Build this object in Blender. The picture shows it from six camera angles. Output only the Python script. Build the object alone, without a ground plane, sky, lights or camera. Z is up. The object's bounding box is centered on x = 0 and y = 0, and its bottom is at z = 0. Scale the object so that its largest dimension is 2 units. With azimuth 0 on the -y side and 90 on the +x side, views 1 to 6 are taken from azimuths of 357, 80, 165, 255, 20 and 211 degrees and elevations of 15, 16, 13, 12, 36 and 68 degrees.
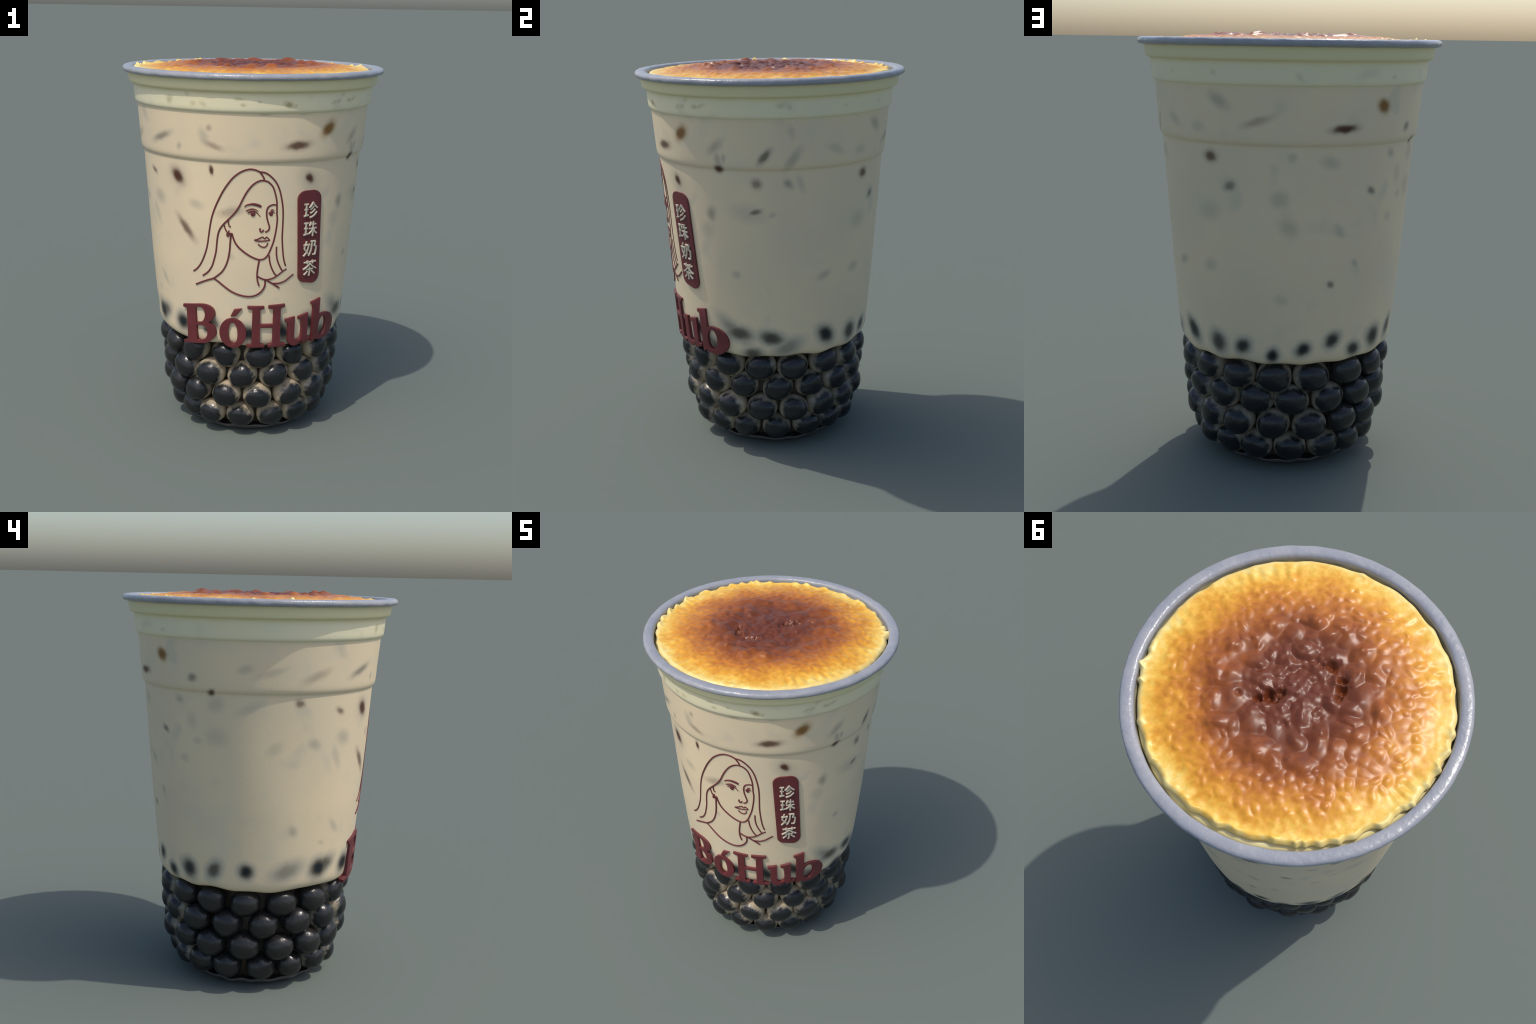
"""Takeaway cup of milk tea with tapioca pearls, a rolled rim and a scorched custard crust.
Lathe profiles, rings of pearls, raised lettering bent round the cone of the cup,
and a lumpy crust built from rules.  Units: metres, z up.
Azimuth: 0 on the -y axis, 90 on the +x axis."""
import bpy, bmesh, math, random
import numpy as np
from mathutils import Vector, Matrix

SEED = 11
rng = np.random.default_rng(SEED)
random.seed(SEED)

for o in list(bpy.data.objects):
    bpy.data.objects.remove(o, do_unlink=True)


# ---------------------------------------------------------------- helpers
def cyl(az_deg, r, z):
    a = math.radians(az_deg)
    return (r * math.sin(a), -r * math.cos(a), z)


def add_object(name, mesh, parent, mats=(), smooth_angle=None):
    ob = bpy.data.objects.new(name, mesh)
    bpy.context.scene.collection.objects.link(ob)
    for m in mats:
        mesh.materials.append(m)
    ob.parent = parent
    if smooth_angle is not None:
        smooth(mesh, smooth_angle)
    return ob


def smooth(mesh, angle_deg):
    mesh.polygons.foreach_set('use_smooth', [True] * len(mesh.polygons))
    bm = bmesh.new()
    bm.from_mesh(mesh)
    lim = math.radians(angle_deg)
    for e in bm.edges:
        if len(e.link_faces) == 2:
            e.smooth = e.calc_face_angle(0.0) < lim
    bm.to_mesh(mesh)
    bm.free()


def catmull(pts, n=6):
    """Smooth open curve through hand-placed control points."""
    p = [np.array(q, float) for q in pts]
    p = [2 * p[0] - p[1]] + p + [2 * p[-1] - p[-2]]
    out = []
    for i in range(1, len(p) - 2):
        a, b, c, d = p[i - 1:i + 3]
        for k in range(n):
            t = k / n
            out.append(.5 * ((2 * b) + (c - a) * t + (2 * a - 5 * b + 4 * c - d) * t * t
                             + (3 * b - a - 3 * c + d) * t ** 3))
    out.append(p[-2])
    return out


def value_noise(az, z, freq_a, freq_z, seed):
    """Smooth periodic noise on the cup wall (sum of seeded waves)."""
    g = np.random.default_rng(seed)
    s = 0
    for _ in range(9):
        k = g.integers(1, freq_a + 1)
        s = s + np.sin(k * az + g.uniform(-freq_z, freq_z) * z + g.uniform(0, 6.28)) / 3
    return s


def lathe(name, profile, parent, mats, segs=256, jitter=None, smooth_angle=45):
    """Turn a closed or open (r, z) profile round the z axis."""
    az = np.linspace(0, 2 * np.pi, segs, endpoint=False)
    prof = np.array(profile, float)
    rows = []
    for r, z in prof:
        rr = np.full(segs, r)
        zz = np.full(segs, z)
        if jitter is not None and r > 1e-6:
            dr, dz = jitter(az, r, z)
            rr, zz = rr + dr, zz + dz
        rows.append(np.stack([rr * np.sin(az), -rr * np.cos(az), zz], 1))
    verts = np.concatenate(rows)
    n = len(prof)
    faces = []
    for i in range(n - 1):
        for j in range(segs):
            k = (j + 1) % segs
            faces.append((i * segs + j, i * segs + k, (i + 1) * segs + k, (i + 1) * segs + j))
    me = bpy.data.meshes.new(name)
    me.from_pydata(verts.tolist(), [], faces)
    bm = bmesh.new()
    bm.from_mesh(me)
    bmesh.ops.remove_doubles(bm, verts=bm.verts, dist=1e-6)
    bmesh.ops.recalc_face_normals(bm, faces=bm.faces)
    bm.to_mesh(me)
    bm.free()
    return add_object(name, me, parent, mats, smooth_angle)


# ---------------------------------------------------------------- node helpers
class Nodes:
    def __init__(self, name, rough=.4, spec=.5, coat=0.0):
        self.mat = bpy.data.materials.new(name)
        self.mat.use_nodes = True
        self.t = self.mat.node_tree
        self.t.nodes.clear()
        self.bsdf = self.new('ShaderNodeBsdfPrincipled')
        self.bsdf.inputs['Roughness'].default_value = rough
        self.bsdf.inputs['Specular IOR Level'].default_value = spec
        self.bsdf.inputs['Coat Weight'].default_value = coat
        self.bsdf.inputs['Coat Roughness'].default_value = .15
        out = self.new('ShaderNodeOutputMaterial')
        self.link(self.bsdf.outputs[0], out.inputs[0])
        self.obj = self.new('ShaderNodeTexCoord').outputs['Object']

    def new(self, kind, **kw):
        n = self.t.nodes.new(kind)
        for k, v in kw.items():
            setattr(n, k, v)
        return n

    def link(self, a, b):
        self.t.links.new(a, b)

    def feed(self, sock, val):
        if isinstance(val, bpy.types.NodeSocket):
            self.link(val, sock)
        elif isinstance(val, (tuple, list)) and len(val) == 3 and sock.type == 'RGBA':
            sock.default_value = (*val, 1)
        else:
            sock.default_value = val

    def math(self, op, a, b=0.0, c=None):
        n = self.new('ShaderNodeMath', operation=op)
        self.feed(n.inputs[0], a)
        self.feed(n.inputs[1], b)
        if c is not None:
            self.feed(n.inputs[2], c)
        return n.outputs[0]

    def vmath(self, op, a, b=None):
        n = self.new('ShaderNodeVectorMath', operation=op)
        self.feed(n.inputs[0], a)
        if b is not None:
            self.feed(n.inputs[1], b)
        return n.outputs['Value'] if op in ('LENGTH', 'DOT_PRODUCT') else n.outputs[0]

    def noise(self, scale, detail=3, vec=None, rough=.5, color=False):
        n = self.new('ShaderNodeTexNoise')
        n.inputs['Scale'].default_value = scale
        n.inputs['Detail'].default_value = detail
        n.inputs['Roughness'].default_value = rough
        self.link(vec or self.obj, n.inputs['Vector'])
        return n.outputs['Color' if color else 'Fac']

    def remap(self, v, a, b, c=0.0, d=1.0, smooth=True):
        n = self.new('ShaderNodeMapRange', interpolation_type='SMOOTHSTEP' if smooth else 'LINEAR')
        self.feed(n.inputs['Value'], v)
        for k, x in zip(('From Min', 'From Max', 'To Min', 'To Max'), (a, b, c, d)):
            n.inputs[k].default_value = x
        return n.outputs[0]

    def mix(self, fac, a, b, blend='MIX'):
        n = self.new('ShaderNodeMix', data_type='RGBA', blend_type=blend)
        self.feed(n.inputs[0], fac)
        self.feed(n.inputs[6], a)
        self.feed(n.inputs[7], b)
        return n.outputs[2]

    def ramp(self, fac, stops):
        n = self.new('ShaderNodeValToRGB')
        el = n.color_ramp.elements
        while len(el) < len(stops):
            el.new(.5)
        for e, (p, c) in zip(el, stops):
            e.position = p
            e.color = (*c, 1)
        self.link(fac, n.inputs[0])
        return n.outputs[0]

    def bump(self, height, strength, dist=.01):
        n = self.new('ShaderNodeBump')
        n.inputs['Strength'].default_value = strength
        n.inputs['Distance'].default_value = dist
        self.link(height, n.inputs['Height'])
        self.link(n.outputs[0], self.bsdf.inputs['Normal'])

    def colour(self, c):
        self.feed(self.bsdf.inputs['Base Color'], c)
        return self.mat

    def xyz(self):
        n = self.new('ShaderNodeSeparateXYZ')
        self.link(self.obj, n.inputs[0])
        return n.outputs

    def wall_coords(self, middle):
        """(arc length, height, 0) on the cup wall, in metres, counted from the azimuth `middle` (degrees)."""
        x, y, z = self.xyz()
        az = self.math('ARCTAN2', x, self.math('MULTIPLY', y, -1.0))
        az = self.math('WRAP', self.math('SUBTRACT', az, math.radians(middle)), math.pi, -math.pi)
        arc = self.math('MULTIPLY', az, .55)
        n = self.new('ShaderNodeCombineXYZ')
        self.link(arc, n.inputs[0])
        self.link(z, n.inputs[1])
        return n.outputs[0]

    def blurred_spots(self, vec, spots, soft=1.5, core=.3):
        """Union of soft ellipses: (azimuth deg, height mm, half length mm, half width mm, tilt deg, strength %)."""
        total = None
        for az, z, a, b, tilt, s in spots:
            m = self.new('ShaderNodeMapping', vector_type='TEXTURE')
            m.inputs['Location'].default_value = (math.radians(az) * .55, z / 1000, 0)
            m.inputs['Rotation'].default_value = (0, 0, math.radians(tilt))
            m.inputs['Scale'].default_value = (a / 1000, b / 1000, 1)
            self.link(vec, m.inputs['Vector'])
            d = self.vmath('LENGTH', m.outputs[0])
            v = self.remap(d, soft, core, 0, min(1.0, s * 1.08 / 100))
            total = v if total is None else self.math('MAXIMUM', total, v)
        return total

# ---------------------------------------------------------------- things seen through the wall
# (azimuth deg, height mm, half length mm, half width mm, tilt deg, strength %)
DARK_JELLY_BITS = [
    (-172, 1609, 45, 15, 4, 95), (-127, 1539, 16, 12, 36, 85), (-86, 1496, 19, 16, -28, 70), (-79, 1621, 54, 16, 23, 45), (-63, 1450, 22, 13, -27, 70),
    (-43, 1446, 37, 25, -48, 100), (-39, 1179, 62, 17, -49, 75), (-23, 1494, 20, 9, -80, 90), (-23, 1705, 12, 10, 78, 50), (-21, 1617, 37, 12, -22, 55),
    (-17, 1281, 13, 10, 80, 50), (-13, 1287, 51, 18, 12, 50), (19, 1622, 48, 18, 6, 85), (27, 1453, 24, 17, -51, 100), (55, 1540, 19, 16, 33, 95),
    (73, 1470, 22, 18, -71, 65), (131, 1481, 25, 21, -12, 80), (153, 1637, 49, 13, 20, 50),
]
AMBER_BITS = [
    (-154, 1698, 31, 26, -39, 100), (2, 1783, 26, 9, -4, 60), (35, 1698, 42, 27, 50, 90),
]
FAINT_BITS = [
    (-177, 1469, 28, 18, -17, 40), (-174, 934, 15, 11, -35, 75), (-171, 1171, 26, 14, -50, 40), (-162, 1021, 16, 9, -46, 45), (-156, 1339, 20, 13, -29, 75),
    (-145, 1494, 16, 13, 2, 50), (-145, 1495, 22, 10, -44, 40), (-143, 1212, 18, 15, 3, 30), (-138, 1398, 31, 19, -81, 25), (-136, 1603, 18, 15, 16, 70),
    (-135, 1302, 19, 12, -5, 30), (-125, 1484, 29, 25, 35, 35), (-125, 1328, 39, 31, -3, 30), (-111, 1652, 24, 14, 16, 40), (-109, 1472, 45, 15, 25, 30),
    (-99, 1640, 43, 11, 20, 35), (-97, 1280, 30, 19, 38, 30), (-86, 872, 21, 17, -53, 50), (-77, 1298, 24, 18, -28, 45), (-68, 797, 14, 9, -29, 30),
    (-66, 1734, 30, 14, -51, 25), (-63, 1228, 43, 15, -67, 35), (-60, 874, 35, 13, -47, 40), (-59, 1318, 33, 25, -26, 45), (-52, 1638, 56, 14, 22, 70),
    (-43, 1446, 52, 45, -42, 30), (-40, 1601, 14, 10, 71, 50), (-32, 1312, 29, 17, -16, 40), (-26, 1661, 31, 16, -72, 40), (-13, 1053, 14, 9, -46, 35),
    (20, 1786, 26, 9, -7, 60), (27, 1446, 50, 38, -43, 35), (46, 1228, 30, 25, 48, 30), (49, 1312, 27, 18, 86, 60), (50, 1788, 22, 9, 5, 50),
    (54, 1646, 38, 16, 44, 50), (55, 1589, 23, 12, -78, 50), (58, 1594, 16, 8, -89, 50), (61, 1008, 17, 14, -13, 45), (68, 1323, 59, 31, -11, 30),
    (72, 1331, 24, 12, 18, 80), (77, 1605, 32, 14, 53, 85), (80, 1317, 14, 10, 28, 35), (88, 1470, 21, 15, -53, 60), (89, 1719, 23, 11, -73, 30),
    (90, 1592, 45, 16, 56, 50), (94, 1467, 32, 13, -70, 35), (108, 991, 29, 15, 20, 45), (111, 1626, 33, 16, -28, 35), (126, 1606, 24, 17, 5, 30),
    (128, 999, 27, 19, 12, 35), (129, 1243, 39, 29, 3, 30), (137, 1718, 36, 19, -36, 50), (140, 1361, 24, 16, 27, 75), (162, 1312, 28, 26, -30, 40),
    (163, 868, 21, 16, -27, 30), (166, 1191, 36, 26, -47, 40), (166, 1195, 24, 22, -35, 35), (167, 1489, 14, 14, -46, 40),
]
FOAM_FLECKS = [
    (-151, 1817, 10, 6, 21, 30), (-43, 1830, 14, 11, 64, 50), (-33, 1864, 10, 7, -61, 30), (-30, 1821, 10, 8, -6, 40), (-25, 1818, 12, 7, -34, 40),
    (-9, 1850, 13, 6, 2, 40), (-7, 1819, 9, 6, -14, 50), (0, 1836, 5, 5, -38, 40), (11, 1833, 8, 5, 69, 40), (13, 1823, 14, 9, -15, 70),
    (16, 1816, 8, 6, 64, 40), (36, 1828, 7, 6, -19, 40), (36, 1829, 12, 5, 30, 40), (39, 1832, 9, 6, 11, 40), (41, 1864, 10, 8, 47, 30),
    (46, 1833, 12, 8, -1, 50), (49, 1838, 17, 7, 23, 40), (84, 1843, 12, 9, -3, 40), (88, 1835, 6, 6, -38, 35), (114, 1828, 8, 6, -17, 25),
    (136, 1832, 10, 7, -53, 30), (169, 1819, 14, 8, -53, 30),
]
SUNKEN_PEARLS = [
    (-171, 670, 26, 12, 42, 90), (-158, 612, 25, 18, -22, 90), (-145, 638, 34, 18, -46, 80), (-144, 647, 30, 29, -89, 90), (-128, 662, 32, 20, 53, 80),
    (-110, 667, 24, 23, 5, 100), (-88, 665, 52, 27, 19, 60), (-68, 664, 36, 32, 7, 95), (-65, 672, 47, 26, 21, 80), (-46, 650, 33, 30, 4, 100),
    (-29, 632, 14, 10, -22, 80), (-24, 674, 23, 19, -40, 80), (-3, 632, 32, 25, -55, 100), (17, 635, 39, 24, -65, 100), (34, 668, 34, 20, -50, 90),
    (47, 579, 56, 21, -41, 80), (58, 700, 64, 16, -39, 60), (61, 687, 46, 25, -7, 80), (68, 576, 34, 15, 5, 80), (79, 668, 41, 23, -11, 85),
    (88, 614, 49, 25, 24, 60), (111, 661, 37, 25, -44, 95), (130, 638, 32, 28, -73, 85), (144, 638, 26, 15, 43, 90), (159, 605, 22, 16, 67, 100),
    (174, 635, 24, 12, 27, 95),
]

# line drawing of a long-haired woman: control points in (tenths of a degree, height mm)
HAIR = [
    [ (-353, 952), (-326, 973), (-301, 1005), (-279, 1050), (-263, 1097), (-253, 1149), (-243, 1206), (-231, 1257), (-212, 1308), (-188, 1359), (-163, 1404), (-129, 1452), (-101, 1479), (-73, 1497), (-41, 1507), (-13, 1504), (10, 1494) ],
    [ (10, 1494), (20, 1479), (29, 1465), (32, 1452) ],
    [ (10, 1494), (38, 1489), (66, 1469), (91, 1440), (109, 1403), (121, 1359), (130, 1309), (133, 1260), (133, 1210), (133, 1160), (136, 1119), (142, 1068), (149, 1032), (159, 1003) ],
    [ (-295, 936), (-262, 961), (-238, 995), (-224, 1035), (-213, 1077), (-208, 1118), (-202, 1159), (-191, 1193), (-170, 1222), (-145, 1248), (-115, 1280), (-91, 1315), (-72, 1355), (-54, 1389), (-31, 1421), (-8, 1441), (15, 1451), (32, 1451) ],
    [ (-132, 1174), (-136, 1129), (-140, 1083), (-149, 1037), (-163, 1000), (-182, 970), (-207, 947), (-232, 929), (-263, 917), (-299, 902), (-341, 882) ],
    [ (9, 952), (33, 939), (59, 933), (90, 940), (116, 954), (142, 973), (165, 987) ],
    [ (105, 1108), (106, 1070), (113, 1034), (127, 1002), (141, 978) ],
    [ (67, 1064), (71, 1033), (80, 1002), (94, 973), (108, 954) ],
    [ (56, 931), (86, 914), (99, 911), (128, 911), (161, 922), (188, 941), (207, 954) ],
    [ (86, 914), (107, 900), (129, 885) ],
]
FACE = [
    [ (32, 1451), (53, 1443), (75, 1419), (88, 1384), (97, 1345), (99, 1311), (100, 1281), (103, 1251), (101, 1216), (96, 1177), (88, 1137), (76, 1102), (62, 1069), (42, 1047), (15, 1042), (-16, 1052), (-51, 1072), (-86, 1099), (-108, 1125), (-121, 1155), (-127, 1177) ],
    [ (97, 1325), (83, 1328), (72, 1326), (61, 1321), (53, 1312), (48, 1296), (48, 1277), (50, 1261), (55, 1242), (60, 1226), (64, 1214), (63, 1203), (58, 1195), (49, 1189), (42, 1187) ],
    [ (17, 1207), (16, 1199), (19, 1190), (26, 1188), (35, 1198) ],
]
EAR = [
    [ (-166, 1217), (-163, 1202), (-156, 1188), (-149, 1176) ],
    [ (-145, 1246), (-144, 1228), (-141, 1214), (-133, 1212) ],
    [ (-143, 1191), (-142, 1176), (-128, 1177) ],
    [ (-148, 1176), (-154, 1168), (-148, 1160), (-142, 1169), (-148, 1176) ],
]
NECK = [
    [ (-232, 929), (-207, 916), (-175, 893), (-138, 869), (-101, 853), (-64, 844), (-33, 842), (-2, 848), (24, 863), (42, 884), (50, 907), (49, 931) ],
    [ (16, 1039), (11, 1011), (7, 980), (6, 949), (10, 924), (18, 900) ],
]
BROW = [
    [ (-64, 1318), (-51, 1326), (-35, 1330), (-22, 1331), (-4, 1328), (11, 1323), (19, 1317) ],
]
EYES = [
    [ (-56, 1296), (-41, 1302), (-28, 1306), (-15, 1305), (-1, 1300), (5, 1294) ],
    [ (-47, 1284), (-37, 1291), (-28, 1294), (-17, 1295), (-6, 1291), (6, 1280), (16, 1268) ],
    [ (67, 1299), (77, 1302), (86, 1299) ],
    [ (57, 1284), (66, 1290), (78, 1292), (85, 1288), (90, 1283) ],
]
IRIS = [
    [ (-21, 1282) ],
    [ (70, 1282) ],
]
LIPS = [
    [ (-12, 1145), (4, 1149), (18, 1156), (31, 1161), (39, 1153), (45, 1154), (50, 1161), (59, 1154), (68, 1144) ],
    [ (-12, 1145), (9, 1140), (32, 1140), (50, 1141), (68, 1144) ],
    [ (8, 1124), (18, 1115), (30, 1109), (42, 1108), (53, 1116), (58, 1130) ],
]


# ---------------------------------------------------------------- materials
SECTORS = 8           # the wall is shaded in sectors so that each carries only the bits near it


def turn(a):
    return (a + 180) % 360 - 180


def wall_material(name, base_pair, groups, middle, tint, collar=None):
    m = Nodes(name, rough=.42, spec=.4)
    wall = m.wall_coords(middle)
    wob = m.vmath('SUBTRACT', m.noise(26, 2, color=True), (.5, .5, .5))
    sc = m.new('ShaderNodeVectorMath', operation='SCALE')
    m.link(wob, sc.inputs[0])
    sc.inputs['Scale'].default_value = .014
    wall = m.vmath('ADD', wall, sc.outputs[0])
    flat = m.vmath('MULTIPLY', wall, (1, 1, 0))
    col = m.mix(m.remap(m.noise(2.2, 3), .3, .7), *base_pair)
    col = m.mix(m.remap(m.noise(5, 3), .52, .72, 0, .35), col, tint)
    blotch = m.math('MULTIPLY', m.remap(m.noise(7, 1), .56, .78, 0, .45), m.remap(m.noise(3, 2), .42, .6))
    col = m.mix(blotch, col, (.50, .46, .365))
    if collar is not None:      # thicker, yellower foam stands in the collar under the rim
        x, y, z = m.xyz()
        col = m.mix(m.remap(m.math('ADD', z, m.math('MULTIPLY', m.noise(12), .03)), 1.872, 1.897), col, collar)
    for spots, halo_colour, core_colour, soft, grow in groups:
        reach = 180 / SECTORS
        spots = [(turn(q[0] - middle), *q[1:]) for q in spots
                 if abs(turn(q[0] - middle)) < reach + 3 + max(q[2], q[3]) * soft / 9.6]
        if not spots:
            continue
        spots = [(az, z, a * grow, b * grow, tilt, k) for az, z, a, b, tilt, k in spots]
        mask = m.blurred_spots(flat, spots, soft)
        c = m.mix(m.remap(mask, .3, .9), halo_colour, core_colour)
        col = m.mix(mask, col, c)
    m.bump(m.noise(60, 3), .05, .01)
    return m.colour(col)


MILK_A, MILK_B = (.785, .63, .41), (.725, .59, .40)
SUNKEN_PEARLS = [(az, z, a, max(b, .8 * min(a, 28)), tilt, k) for az, z, a, b, tilt, k in SUNKEN_PEARLS]   # pearls are round
SECTOR_AXES = [k * 360 / SECTORS for k in range(SECTORS)]
milk_mats = [wall_material('milk_tea_wall', (MILK_A, MILK_B), [
    (FAINT_BITS, (.36, .33, .26), (.17, .14, .10), 2.1, 1.1),
    (DARK_JELLY_BITS, (.34, .26, .19), (.085, .030, .016), 1.9, 1.15),
    (AMBER_BITS, (.40, .28, .14), (.22, .10, .018), 1.75, 1.1),
    (SUNKEN_PEARLS, (.17, .21, .22), (.012, .016, .019), 2.3, 1.35),
], a, (.62, .57, .43)) for a in SECTOR_AXES]
foam_mats = [wall_material('cheese_foam_wall', ((.82, .725, .47), (.78, .71, .49)), [
    (FOAM_FLECKS, (.46, .40, .20), (.27, .21, .09), 2.0, 1.2),
], a, (.72, .69, .50), (.765, .68, .40)) for a in SECTOR_AXES]


def shade_by_sector(ob):
    for p in ob.data.polygons:
        c = p.center
        az = math.degrees(math.atan2(c.x, -c.y))
        p.material_index = int((az + 180 / SECTORS) % 360 // (360 / SECTORS))


def rim_material():
    m = Nodes('rolled_plastic_rim', rough=.3, spec=.5)
    c = m.mix(m.remap(m.noise(14, 4), .35, .7), (.29, .297, .325), (.335, .335, .352))
    c = m.mix(m.remap(m.noise(55, 2), .66, .75, 0, .5), c, (.45, .40, .40))
    m.bump(m.noise(38, 3), .35, .008)
    return m.colour(c)


def inner_wall_material():
    m = Nodes('inner_wall', rough=.4)
    return m.colour(m.mix(m.noise(9), (.40, .38, .27), (.50, .47, .33)))


def crust_material():
    m = Nodes('scorched_custard', rough=.37, spec=.45)
    flat = m.vmath('MULTIPLY', m.obj, (1, 1, 0))
    r = m.vmath('LENGTH', flat)
    big = m.math('MULTIPLY', m.math('SUBTRACT', m.noise(6, 3, flat), .5), .24)
    mid = m.math('MULTIPLY', m.math('SUBTRACT', m.noise(34, 2, flat), .5), .15)
    fine = m.math('MULTIPLY', m.math('SUBTRACT', m.noise(380, 2, flat), .5), .06)
    rr = m.math('ADD', m.math('ADD', r, big), m.math('ADD', mid, fine))
    t = m.remap(rr, 0, .66, 0, 1, smooth=False)
    c = m.ramp(t, [(.0, (.13, .030, .010)), (.33, (.155, .037, .010)), (.51, (.30, .080, .012)),
                   (.66, (.52, .175, .018)), (.80, (.73, .33, .028)), (.90, (.85, .52, .085)),
                   (.985, (.88, .68, .23))])
    c = m.mix(m.remap(r, .595, .635), c, (.87, .71, .30))
    return m.colour(c)


def pearl_material(name, threshold, film, dark):
    """Black tapioca seen through the wall; a film of milk clings to its flanks."""
    m = Nodes(name, rough=.24, spec=.42)
    info = m.new('ShaderNodeObjectInfo')
    off = m.math('MULTIPLY', info.outputs['Random'], 40.0)
    vec = m.vmath('ADD', m.obj, off)
    d = m.vmath('DOT_PRODUCT', m.vmath('NORMALIZE', m.obj), (1, 0, 0))
    n = m.math('MULTIPLY', m.math('SUBTRACT', m.noise(1.3, 4, vec, .62), .5), .95)
    v = m.math('ADD', d, n)
    mask = m.remap(v, threshold - .16, threshold + .14)
    halo = m.mix(m.noise(2.2, 2, vec), (.09, .095, .09), film)
    c = m.mix(m.remap(v, threshold - .34, threshold - .05), film, halo)
    c = m.mix(mask, c, dark)
    m.bump(m.noise(4, 3, vec), .06, .3)
    return m.colour(c)


def plain(name, a, b, scale=12, rough=.45, bump=0.0):
    m = Nodes(name, rough=rough)
    if bump:
        m.bump(m.noise(scale * 3, 3), bump, .01)
    return m.colour(m.mix(m.remap(m.noise(scale, 3), .35, .65), a, b))


rim_mat = rim_material()
inner_mat = inner_wall_material()
crust_mat = crust_material()
cream_mat = plain('custard_cream', (.84, .74, .40), (.88, .76, .36), 8, .4, .1)
maroon_mat = plain('maroon_print', (.120, .020, .022), (.145, .025, .028), 9, .5, .05)
line_mat = plain('maroon_line', (.125, .022, .024), (.15, .028, .030), 9, .5)
glyph_mat = plain('cream_glyph', (.66, .58, .44), (.56, .50, .39), 20, .4)
base_mat = plain('dark_base', (.055, .048, .047), (.072, .062, .060), 10, .38, .1)
core_mat = plain('dark_brown_core', (.13, .10, .072), (.09, .07, .05), 7, .5)  # dark brown core, seen in the gaps between the pearls
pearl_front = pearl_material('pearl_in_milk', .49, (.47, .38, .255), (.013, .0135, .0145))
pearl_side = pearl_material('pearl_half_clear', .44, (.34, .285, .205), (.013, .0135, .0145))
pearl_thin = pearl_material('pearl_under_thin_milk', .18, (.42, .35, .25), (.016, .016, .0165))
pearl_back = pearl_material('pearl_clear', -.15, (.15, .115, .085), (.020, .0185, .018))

# ---------------------------------------------------------------- the thing
cup = bpy.data.objects.new('bubble_tea_cup', None)
bpy.context.scene.collection.objects.link(cup)
cup['label'] = 'tall cup of milk tea with black pearls and scorched custard top'
cup['category'] = 'bubble tea'


def dense(profile, step=.02):
    out = [profile[0]]
    for a, b in zip(profile, profile[1:]):
        n = max(1, int(math.hypot(b[0] - a[0], b[1] - a[1]) / step))
        out += [(a[0] + (b[0] - a[0]) * k / n, a[1] + (b[1] - a[1]) * k / n) for k in range(1, n + 1)]
    return out


# wall of the cup: milk tea below, cheese foam above, meeting under the second step
MILK_PROFILE = [(.40, .556), (.46, .556), (.487, .558), (.4985, .565), (.507, .580), (.5125, .602), (.5175, .65), (.5265, .74),
                (.5465, .97), (.5660, 1.25), (.5825, 1.49), (.5842, 1.520), (.5848, 1.531), (.5865, 1.536), (.5920, 1.541),
                (.5970, 1.550), (.5998, 1.562), (.6015, 1.580), (.6100, 1.68), (.6170, 1.770), (.6178, 1.778)]
FOAM_PROFILE = [(.6178, 1.778), (.6192, 1.781), (.6240, 1.783), (.6285, 1.788), (.6312, 1.797), (.6325, 1.810), (.6370, 1.866), (.6380, 1.876),
                (.6400, 1.880), (.6495, 1.882), (.6565, 1.886), (.6605, 1.893), (.6620, 1.904), (.6660, 1.928), (.6670, 1.940)]


def wall_jitter(az, r, z):
    dr = .0011 * value_noise(az, z, 9, 9, 3)
    edge = max(0.0, 1 - abs(z - .56) / .05)
    dz = .0045 * edge * value_noise(az, 0, 17, 0, 4)
    return dr, dz + 0 * az


shade_by_sector(lathe('milk_tea', dense(MILK_PROFILE), cup, milk_mats, 320, wall_jitter, 60))
shade_by_sector(lathe('cheese_foam', dense(FOAM_PROFILE), cup, foam_mats, 320, wall_jitter, 60))

# rolled rim
RIM_PROFILE = [(.660, 1.938), (.677, 1.9375), (.687, 1.940), (.6925, 1.945), (.6945, 1.952), (.6930, 1.960), (.6885, 1.966), (.681, 1.969),
               (.668, 1.970), (.654, 1.9695), (.644, 1.967), (.6385, 1.961), (.6370, 1.952), (.6365, 1.935)]
lathe('rim', RIM_PROFILE, cup, [rim_mat], 320,
      lambda az, r, z: (.0007 * value_noise(az, z * 40, 60, 6, 7), .0006 * value_noise(az, r * 40, 50, 6, 8)), 70)
lathe('inner_wall', dense([(.6365, 1.936), (.634, 1.90), (.630, 1.86)]), cup, [inner_mat], 192)

# base tray with a wavy lip
BASE_PROFILE = [(.0001, .001), (.25, .0), (.312, .0), (.330, .006), (.350, .017), (.3635, .028), (.3680, .036), (.3655, .0415),
                (.3590, .042), (.352, .037), (.345, .029), (.33, .023), (.20, .020), (.0001, .020)]


def base_jitter(az, r, z):
    w = value_noise(az, 0, 22, 0, 21)
    k = max(0.0, min(1.0, z / .03))
    return .0035 * k * w, .0035 * k * value_noise(az, 0, 26, 0, 22) * (1 if r > .335 else .2)


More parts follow.
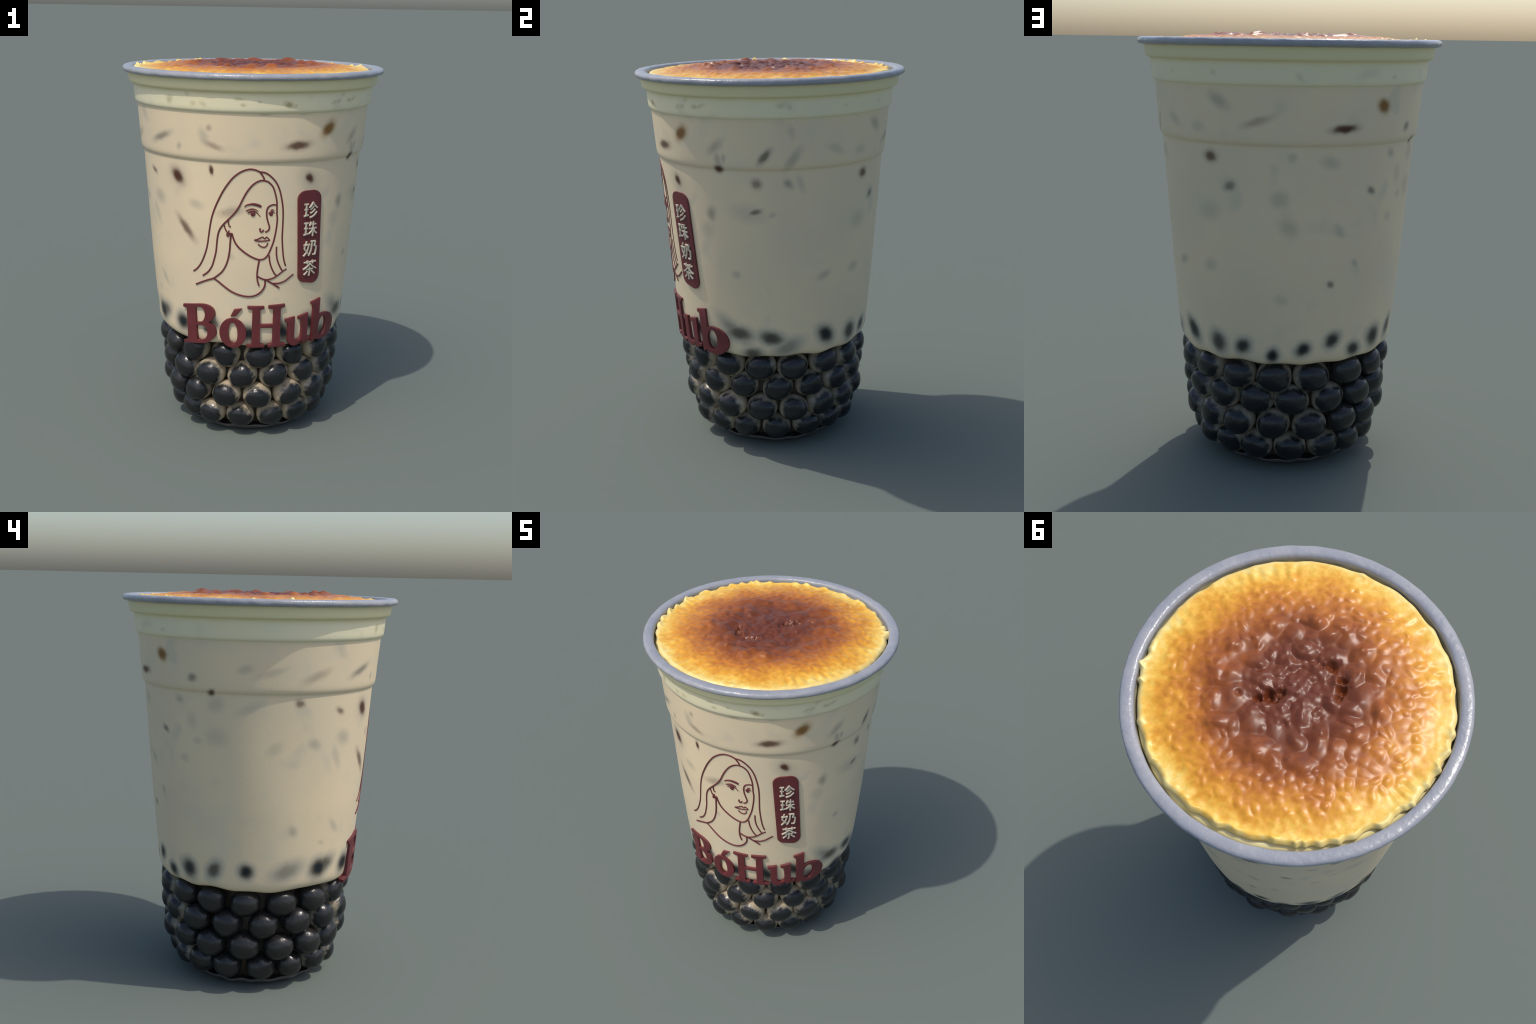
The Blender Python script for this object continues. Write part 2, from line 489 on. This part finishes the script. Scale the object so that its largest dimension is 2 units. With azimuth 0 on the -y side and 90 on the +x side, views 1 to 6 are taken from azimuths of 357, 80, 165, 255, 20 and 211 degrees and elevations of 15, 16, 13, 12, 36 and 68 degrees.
lathe('base_tray', dense(BASE_PROFILE, .03), cup, [base_mat], 256, base_jitter, 60)
lathe('milk_core', dense([(.0001, .56), (.385, .56), (.385, .40), (.375, .26), (.345, .14), (.30, .05), (.28, .02), (.0001, .02)], .05),
      cup, [core_mat], 96)

# ---------------------------------------------------------------- pearls: four rings of sixteen, staggered
def pearl_mesh(seed):
    me = bpy.data.meshes.new('pearl')
    bm = bmesh.new()
    bmesh.ops.create_icosphere(bm, subdivisions=5, radius=1)
    g = np.random.default_rng(seed)
    waves = [(Vector(g.normal(size=3)) * 1.1, g.uniform(0, 6.28), g.uniform(.008, .022)) for _ in range(6)]
    for v in bm.verts:
        d = 1 + sum(a * math.sin(k.dot(v.co) * 1.5 + p) for k, p, a in waves)
        # the wall presses the outer side a little flat
        v.co = v.co * d
        if v.co.x > .8:
            v.co.x = .8 + (v.co.x - .8) * .75
    for f in bm.faces:
        f.smooth = True
    bm.to_mesh(me)
    bm.free()
    me.materials.append(pearl_front)
    return me


pearl_meshes = [pearl_mesh(s) for s in (5, 6, 7, 8, 9)]
RINGS = [  # centre radius, height, tilt of the outward axis, half sizes (outward, sideways, upward), azimuths
    (.438, .486, 4, (.0740, .0805, .0720), (4, 26.5, 49.5, 71.2, 92.8, 115.5, 137.8, 159.2, 181.1, 204, 226.5, 249.1, 272.4, 295, 317, 341)),
    (.430, .371, 0, (.0735, .0805, .0720), (14.6, 37.3, 59.3, 82.6, 105.2, 126.5, 148.3, 169.5, 191.9, 214, 237, 260.8, 284, 307, 329.4, 352.3)),
    (.421, .247, -6, (.0730, .0795, .0715), (3, 26.3, 48.7, 71.1, 93.5, 115, 136, 158.6, 180.6, 203, 224.3, 248.7, 272, 294.6, 316, 340.5)),
    (.384, .126, -14, (.0710, .0760, .0685), (14.6, 36, 58, 81.2, 105.3, 126.5, 146, 169.2, 193, 213, 235.5, 260.4, 283, 307, 327, 350.3)),
]
for rad, height, tilt, size, azimuths in RINGS:
    for az in azimuths:
        ob = bpy.data.objects.new('pearl', random.choice(pearl_meshes))
        bpy.context.scene.collection.objects.link(ob)
        ob.parent = cup
        ob.location = cyl(az, rad + random.uniform(-.003, .003), height + random.uniform(-.004, .004))
        spin = Matrix.Rotation(random.choice((0, math.pi)) + random.uniform(-.5, .5), 4, 'X')
        ob.rotation_euler = (Matrix.Rotation(math.radians(az - 90), 4, 'Z')
                             @ Matrix.Rotation(math.radians(-tilt), 4, 'Y') @ spin).to_euler()
        k = random.uniform(.975, 1.03)
        ob.scale = tuple(k * q for q in size)
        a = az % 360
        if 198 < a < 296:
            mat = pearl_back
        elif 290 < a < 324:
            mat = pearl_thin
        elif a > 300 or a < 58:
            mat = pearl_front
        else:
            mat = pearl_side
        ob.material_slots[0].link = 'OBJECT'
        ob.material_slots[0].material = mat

# ---------------------------------------------------------------- cream and scorched crust
lathe('custard_cream', dense([(.0001, 1.925), (.56, 1.928), (.612, 1.932), (.627, 1.925), (.633, 1.905)], .03), cup, [cream_mat], 256,
      lambda az, r, z: (0 * az, .002 * value_noise(az, r * 20, 20, 4, 31)), 70)


def lattice_noise(x, y, cell, seed):
    """Smooth gradient noise on a square lattice, range about -1..1."""
    g = np.random.default_rng(seed)
    size = 128
    ang = g.uniform(0, 2 * np.pi, (size, size))
    gx, gy = np.cos(ang), np.sin(ang)
    u, v = x / cell + 64, y / cell + 64
    i, j = np.floor(u).astype(int), np.floor(v).astype(int)
    f, h = u - i, v - j

    def dot(di, dj):
        a, b = (i + di) % size, (j + dj) % size
        return gx[a, b] * (f - di) + gy[a, b] * (h - dj)
    sf, sh = f ** 3 * (f * (6 * f - 15) + 10), h ** 3 * (h * (6 * h - 15) + 10)
    lo = dot(0, 0) * (1 - sf) + dot(1, 0) * sf
    hi = dot(0, 1) * (1 - sf) + dot(1, 1) * sf
    return (lo * (1 - sh) + hi * sh) * 1.5


def ease(v, a, b):
    t = np.clip((v - a) / (b - a), 0, 1)
    return t * t * (3 - 2 * t)


def build_crust():
    na, nr = 900, 230
    az = np.linspace(0, 2 * np.pi, na, endpoint=False)
    deg = np.degrees(az)
    g = np.random.default_rng(17)
    # ragged edge: drawn in a little at the back, nibbled with small knobs
    back = np.clip(1 - np.abs((deg - 190 + 180) % 360 - 180) / 75, 0, 1)
    back = back * back * (3 - 2 * back)
    edge = .624 - .015 * back + .004 * value_noise(az, 0, 30, 0, 41)
    lift = np.zeros(na)
    knobs = [(106, .019, .011, 1.3), (-78, .012, .009, 1.3), (-84, .010, .008, 1.2), (-99, .010, .009, 1.4), (-108, .010, .007, 1.2), (2, .004, .006, 1.4), (-122, .006, .006, 1.5)]
    for _ in range(34):      # more of them round the back and the left
        a = g.uniform(95, 300)
        knobs.append((a, g.uniform(.003, .011), g.uniform(.003, .010), g.uniform(1.0, 2.3)))
    for _ in range(14):
        knobs.append((g.uniform(-60, 95), g.uniform(.001, .004), g.uniform(.0, .003), g.uniform(1.2, 2.2)))
    for ka, out, up, wide in knobs:
        d = np.abs((deg - ka + 180) % 360 - 180)
        b = np.exp(-(d / wide) ** 2)
        edge = edge + out * b
        lift = lift + up * b
    t = np.linspace(0, 1, nr)
    R = np.outer(t, edge)                      # rows: radius steps
    A = np.tile(az, (nr, 1))
    X, Y = R * np.sin(A), -R * np.cos(A)
    # low uneven dome with a swollen ring round a sunken middle
    rn = R / .62
    RING = [(0, 1.9760), (.12, 1.9755), (.22, 1.9755), (.32, 1.9785), (.40, 1.9780), (.48, 1.9700), (.55, 1.9615), (.60, 1.9595), (.66, 1.9585)]
    fine = catmull(RING, 12)
    Z = np.interp(R, [p[0] for p in fine], [p[1] for p in fine]) + .004 * lattice_noise(X, Y, .23, 51) * ease(rn, 1.0, .8)
    # melted lumps: rounded hills with creased valleys, coarse in the middle and finer outwards
    wx = X + .009 * lattice_noise(X, Y, .07, 52)
    wy = Y + .009 * lattice_noise(X, Y, .07, 53)
    flat = np.stack([wx.ravel(), wy.ravel()], 1)

    def domes(count, r0, r1, s0, s1, a0, a1, gap):
        """Soft rounded lumps scattered in a ring, kept apart and melted into each other."""
        pts, tries = [], 0
        while len(pts) < count and tries < 30000:
            tries += 1
            r = math.sqrt(g.uniform(r0 * r0, r1 * r1))
            a = g.uniform(0, 6.2832)
            sz = g.uniform(s0, s1)
            x, y = r * math.sin(a), -r * math.cos(a)
            if all((x - q[0]) ** 2 + (y - q[1]) ** 2 > (gap * (sz + q[2])) ** 2 for q in pts):
                pts.append((x, y, sz, g.uniform(a0, a1), g.uniform(0, 3.14), g.uniform(.75, 1.3)))
        h = np.zeros(len(flat))
        for x, y, sz, a, tilt, squash in pts:
            near = np.abs(flat[:, 0] - x) + np.abs(flat[:, 1] - y) < 4.5 * sz
            dx, dy = flat[near, 0] - x, flat[near, 1] - y
            u, v = dx * math.cos(tilt) + dy * math.sin(tilt), dy * math.cos(tilt) - dx * math.sin(tilt)
            d2 = ((u / squash) ** 2 + (v * squash) ** 2) / (sz * sz)
            h[near] += (a * np.exp(-(d2 ** 1.25))) ** 3
        return np.cbrt(h).reshape(R.shape)

    Z += 1.25 * domes(50, 0, .34, .029, .050, .007, .020, .72)
    Z += .8 * domes(80, .04, .38, .014, .024, .003, .008, .90)
    Z += domes(300, .30, .53, .016, .023, .0026, .0066, .80)
    Z -= .005 * ease(R, .50, .25)
    # crumbs round the pits
    crumbs = ease(np.hypot(X - .02, Y + .03), .26, .12)
    Z += crumbs * (.006 * lattice_noise(X, Y, .030, 71) + .004 * np.abs(lattice_noise(X, Y, .045, 72)))
    # ripples running outwards near the edge, strong in places
    ripple = np.exp(-((R - .57) / .035) ** 2) * ease(lattice_noise(X, Y, .3, 57), -.3, .4)
    Z += .0030 * ripple * np.sin(A * 64 + 2.2 * np.sin(A * 7 + 1) + 1.1 * np.sin(A * 13))
    Z += .0012 * ease(R, .40, .5) * lattice_noise(wx, wy, .03, 58)
    # deep pits where the lumps pull apart
    for x, y, sx, d in [(.085, .06, .024, .040), (.055, .030, .018, .030), (.118, .090, .016, .030), (-.135, -.13, .018, .042),
                        (-.150, -.095, .017, .040), (-.158, -.055, .014, .030), (-.07, -.17, .020, .032), (-.035, -.150, .013, .018),
                        (.02, -.01, .015, .012), (.20, .11, .013, .012), (-.02, .14, .014, .010)]:
        wob = 1 + .5 * lattice_noise(X, Y, .02, 61)
        Z -= d * np.exp(-((X - x) ** 2 + (Y - y) ** 2) / (sx * sx) * wob)
    # slightly raised lip, then a short drop
    Z += np.outer(np.exp(-((t - .975) / .02) ** 2), lift + .004 * back)
    Z -= .013 * np.clip((t[:, None] - .965) / .035, 0, 1) ** 2.5
    top = Z.max()
    Z = np.where(Z > 1.980, 1.980 + (Z - 1.980) * (2.0 - 1.980) / (top - 1.980), Z)
    rows = [np.stack([X[i], Y[i], Z[i]], 1) for i in range(1, nr)]
    for dr, dz in ((.0005, -.006), (-.003, -.013), (-.012, -.02), (-.03, -.024)):
        e = edge + dr
        rows.append(np.stack([e * np.sin(az), -e * np.cos(az), Z[-1] + dz], 1))
    centre = np.array([[0, 0, Z[0, 0]]])
    verts = np.concatenate([centre] + rows)
    n = len(rows)
    faces = [(0, 1 + j, 1 + (j + 1) % na) for j in range(na)]
    for i in range(n - 1):
        b0, b1 = 1 + i * na, 1 + (i + 1) * na
        for j in range(na):
            k = (j + 1) % na
            faces.append((b0 + j, b1 + j, b1 + k, b0 + k))
    me = bpy.data.meshes.new('custard_crust')
    me.from_pydata(verts.tolist(), [], faces)
    me.validate()
    bm = bmesh.new()
    bm.from_mesh(me)
    bmesh.ops.recalc_face_normals(bm, faces=bm.faces)
    for f in bm.faces:
        f.smooth = True
    bm.to_mesh(me)
    bm.free()
    return add_object('custard_crust', me, cup, [crust_mat])


build_crust()


# ---------------------------------------------------------------- raised print, bent round the cone
def cone_radius(z):
    return .478 + .07 * z


def ribbon(bm, pts, half, lo, hi, radius_at=cone_radius, closed=False):
    """Extruded line: pts in (azimuth deg, z m); half width per point in metres; lo/hi = depth below and above the wall."""
    n = len(pts)
    flat = [np.array([math.radians(a) * radius_at(z), z]) for a, z in pts]
    widths = [half(i / max(1, n - 1)) if callable(half) else half for i in range(n)]
    rings = []
    for i in range(n):
        if closed:
            d = flat[(i + 1) % n] - flat[i - 1]
        else:
            d = flat[min(i + 1, n - 1)] - flat[max(i - 1, 0)]
        d = d / (np.linalg.norm(d) + 1e-9)
        nrm = np.array([-d[1], d[0]])
        ring = []
        for side, depth in ((-1, lo), (-1, hi - .0012), (-.75, hi), (.75, hi), (1, hi - .0012), (1, lo)):
            q = flat[i] + nrm * widths[i] * side
            z = q[1]
            r = radius_at(z)
            ring.append(bm.verts.new(cyl(math.degrees(q[0] / r), r + depth, z)))
        rings.append(ring)
    m = len(rings[0])
    last = n if closed else n - 1
    for i in range(last):
        a, b = rings[i], rings[(i + 1) % n]
        for k in range(m):
            bm.faces.new((a[k], a[(k + 1) % m], b[(k + 1) % m], b[k]))
    if not closed:
        bm.faces.new(rings[0])
        bm.faces.new(rings[-1][::-1])


def finish(bm, name, parent, mat, angle=40):
    bmesh.ops.recalc_face_normals(bm, faces=bm.faces)
    me = bpy.data.meshes.new(name)
    bm.to_mesh(me)
    bm.free()
    return add_object(name, me, parent, [mat], angle)


def drawn(name, strokes, half=.0040, lo=-.006, hi=.0045):
    bm = bmesh.new()
    for s in strokes:
        pts = catmull([(a / 10, z / 1000) for a, z in s], 5)
        ribbon(bm, pts, half, lo, hi)
    return finish(bm, name, cup, line_mat)


def disc(bm, az, z, rx, rz, lo, hi, n=28):
    pts = []
    for depth, k in ((lo, 1), (hi - .0012, 1), (hi, .85)):
        pts.append([bm.verts.new(cyl(az + math.degrees(rx * k * math.cos(t) / cone_radius(z)), cone_radius(z) + depth, z + rz * k * math.sin(t)))
                    for t in np.linspace(0, 2 * math.pi, n, endpoint=False)])
    for a, b in zip(pts, pts[1:]):
        for k in range(n):
            bm.faces.new((a[k], a[(k + 1) % n], b[(k + 1) % n], b[k]))
    bm.faces.new(pts[-1])


drawn('portrait_hair', HAIR)
drawn('portrait_face', FACE)
drawn('portrait_ear', EAR, .0030)
drawn('portrait_neck', NECK)
drawn('portrait_lips', LIPS, .0030)
drawn('portrait_eyebrow', BROW, lambda t: .002 + .0048 * min(1, t * 1.6) * (1 if t < .95 else .6))
eyes = bmesh.new()
for s in EYES:
    ribbon(eyes, catmull([(a / 10, z / 1000) for a, z in s], 5), lambda t: .0014 + .0018 * math.sin(math.pi * min(1, t + .15)), -.006, .0045)
disc(eyes, -2.1, 1.282, .0122, .0130, -.006, .005)
disc(eyes, 7.0, 1.282, .0100, .0118, -.006, .005)
finish(eyes, 'portrait_eyes', cup, line_mat)


def bent_plate(name, outlines, to_wall, depth_lo, depth_hi, parent, mat, bevel=.0022):
    """Fill flat outlines (first is outer, rest holes or islands), thicken, then bend round the cup."""
    cu = bpy.data.curves.new(name, 'CURVE')
    cu.dimensions = '2D'
    cu.fill_mode = 'BOTH'
    cu.extrude = .5
    cu.bevel_depth = 0
    for pts in outlines:
        sp = cu.splines.new('POLY')
        sp.points.add(len(pts) - 1)
        for p, (x, y) in zip(sp.points, pts):
            p.co = (x, y, 0, 1)
        sp.use_cyclic_u = True
    tmp = bpy.data.objects.new('helper', cu)
    bpy.context.scene.collection.objects.link(tmp)
    bpy.context.view_layer.update()
    dg = bpy.context.evaluated_depsgraph_get()
    me = bpy.data.meshes.new_from_object(tmp.evaluated_get(dg))
    bpy.data.objects.remove(tmp, do_unlink=True)
    me.name = name
    bm = bmesh.new()
    bm.from_mesh(me)
    bmesh.ops.remove_doubles(bm, verts=bm.verts, dist=1e-5)
    bmesh.ops.recalc_face_normals(bm, faces=bm.faces)
    # chamfer the front edge: edges between the front face and the side walls
    front = [e for e in bm.edges if len(e.link_faces) == 2 and all(v.co.z > .4 for v in e.verts)
             and any(abs(f.normal.z) < .5 for f in e.link_faces) and any(f.normal.z > .5 for f in e.link_faces)]
    if bevel:
        bmesh.ops.bevel(bm, geom=front, offset=bevel, segments=2, affect='EDGES', profile=.5, clamp_overlap=True)
    xs = [v.co.x for v in bm.verts]
    x = min(xs) + .018
    while x < max(xs):
        bmesh.ops.bisect_plane(bm, geom=bm.verts[:] + bm.edges[:] + bm.faces[:], plane_co=(x, 0, 0), plane_no=(1, 0, 0))
        x += .018
    span = depth_hi - depth_lo
    for v in bm.verts:
        depth = v.co.z
        az, z, r = to_wall(v.co.x, v.co.y)
        # bevel moved z by up to `bevel` in flat units; scale it back to metres
        d = depth_hi - (.5 - depth) if depth > .3 else depth_lo
        v.co = cyl(az, r + d, z)
    bm.to_mesh(me)
    bm.free()
    return add_object(name, me, parent, [mat], 35)


def letter_radius(z):
    return .4765 + .08 * z


def letter_to_wall(x, y):
    return math.degrees(x / .52), y, letter_radius(y)


def deg_outline(pts):
    """(tenths of a degree, mm) control points -> flat metres."""
    return [(math.radians(a / 10) * .52, z / 1000) for a, z in pts]


def arc(cx, cz, rx, rz, a0, a1, n=18):
    return [(cx + rx * math.cos(math.radians(a0 + (a1 - a0) * k / n)), cz + rz * math.sin(math.radians(a0 + (a1 - a0) * k / n))) for k in range(n + 1)]


def droop(pts):
    """The first capital leans down towards its left side."""
    return [(a, z - max(0.0, -240 - a) * .185) for a, z in pts]


CAP_B = [
    droop([(-447, 573), (-447, 588), (-413, 595), (-409, 770), (-436, 777), (-434, 793), (-335, 793)]
          + arc(-316, 735, 90, 57, 88, -48, 16) + arc(-312, 631, 90, 62, 58, -90, 18)),
    droop([(-347, 690), (-347, 776), (-332, 776)] + arc(-322, 733, 35, 43, 85, -85, 12)),
    droop([(-347, 590), (-347, 674), (-328, 674)] + arc(-318, 631, 43, 43, 80, -80, 12) + [(-335, 584)]),
]
SMALL_O = [arc(-125, 636, 77, 83, 0, 350, 40), arc(-124, 634, 27, 62, 0, 350, 34)]
ACUTE = [[(-137, 730), (-116, 770), (-73, 776), (-78, 768), (-104, 735), (-110, 731)]]
CAP_H = [[(-46, 557), (-46, 571), (-18, 577), (-15, 770), (-43, 776), (-43, 791), (49, 790), (49, 775), (28, 769), (29, 690),
          (102, 688), (101, 770), (73, 776), (73, 793), (166, 796), (166, 781), (143, 772), (147, 577), (183, 570), (182, 556),
          (77, 557), (77, 571), (103, 577), (102, 667), (29, 669), (29, 577), (57, 571), (57, 557)]]
SMALL_U = [[(173, 709), (231, 718), (233, 640), (234, 600)] + arc(258, 603, 24, 22, 190, 330, 10) + [(282, 612), (277, 695), (254, 700), (254, 715), (318, 728),
           (322, 592), (347, 588), (349, 573), (291, 555), (286, 577)] + arc(240, 592, 46, 40, 320, 190, 12) + [(190, 685), (174, 693)]]
SMALL_B = [[(336, 771), (336, 784), (402, 797), (406, 697)] + arc(448, 628, 97, 76, 105, -100, 26) + [(405, 556), (388, 568), (368, 553), (361, 556), (353, 762)],
           arc(438, 632, 33, 55, 0, 350, 30)]

letters = [('letter', CAP_B), ('letter', SMALL_O), ('letter', CAP_H), ('letter', SMALL_U), ('letter', SMALL_B)]
letter_objects = []
for name, outl in letters:
    letter_objects.append(bent_plate(name, [deg_outline(o) for o in outl], letter_to_wall, -.027, .004, cup, maroon_mat))
bent_plate('accent_mark', [deg_outline(o) for o in ACUTE], letter_to_wall, -.027, .004, letter_objects[1], maroon_mat)


# upright plaque with four characters
def plaque_to_wall(x, y):
    z = 1.144 + y
    r = cone_radius(z)
    return 28.9 + (1.144 - z) * 6.6 + math.degrees(x / .556), z, r


W, H, C = .0675, .247, .046
plaque_outline = (arc(W - C, H - C, C, C, 0, 90, 9) + arc(-W + C, H - C, C, C, 90, 180, 9)
                  + arc(-W + C, -H + C, C, C * .9, 180, 270, 9) + arc(W - C, -H + C, C, C * 1.1, 270, 360, 9))
plaque = bent_plate('plaque', [plaque_outline], plaque_to_wall, -.02, .009, cup, maroon_mat, .0025)

JADE = [[(-.95, .75), (-.35, .75)], [(-.90, .10), (-.40, .10)], [(-.95, -.72), (-.30, -.58)], [(-.65, .75), (-.65, -.65)]]
CHARACTERS = [
    JADE + [[(.30, .95), (.05, .55), (-.25, .28)], [(.30, .95), (.6, .55), (1.0, .20)], [(.45, .45), (.22, .22), (-.05, .05)],
            [(.65, .10), (.35, -.2), (-.05, -.40)], [(.95, -.25), (.5, -.7), (-.10, -.95)]],
    JADE + [[(.05, .90), (-.15, .35)], [(0, .55), (.85, .55)], [(-.20, .05), (.95, .05)], [(.40, .95), (.40, -.95)],
            [(.35, 0), (.1, -.38), (-.22, -.62)], [(.45, 0), (.68, -.38), (.98, -.62)]],
    [[(-.55, .95), (-.68, .45), (-.82, 0), (-.52, -.35), (-.28, -.65)], [(-.20, .48), (-.38, -.25), (-.62, -.65), (-.92, -.95)], [(-.98, .44), (-.08, .50)],
     [(.05, .86), (.75, .86)], [(.75, .86), (.60, .25)], [(.60, .25), (.95, .22)], [(.95, .22), (.90, -.55), (.80, -.85), (.42, -.80)],
     [(.26, .86), (.20, 0), (.05, -.55), (-.18, -.95)]],
    [[(-.90, .70), (.90, .74)], [(-.40, .95), (-.40, .48)], [(.40, .95), (.40, .50)], [(0, .52), (-.45, .12), (-.98, -.18)], [(0, .52), (.45, .12), (.98, -.18)],
     [(-.52, -.20), (.52, -.20)], [(0, .10), (0, -.95), (-.15, -.92)], [(-.30, -.42), (-.80, -.88)], [(.30, -.42), (.80, -.85)]],
]
for strokes, (caz, cz) in zip(CHARACTERS, ((28.1, 1.289), (28.65, 1.190), (29.35, 1.086), (30.0, .981))):
    bm = bmesh.new()
    for k, s in enumerate(strokes):
        pts = [(caz + math.degrees(x * .040 / cone_radius(cz)), cz + y * .042) for x, y in s]
        if len(pts) > 2:
            pts = catmull(pts, 4)
        else:
            (a0, z0), (a1, z1) = pts
            pts = [(a0 + (a1 - a0) * t / 4, z0 + (z1 - z0) * t / 4) for t in range(5)]
        ribbon(bm, pts, .0040, .004, .0145 + .0006 * (k % 5))
    finish(bm, 'character', plaque, glyph_mat)
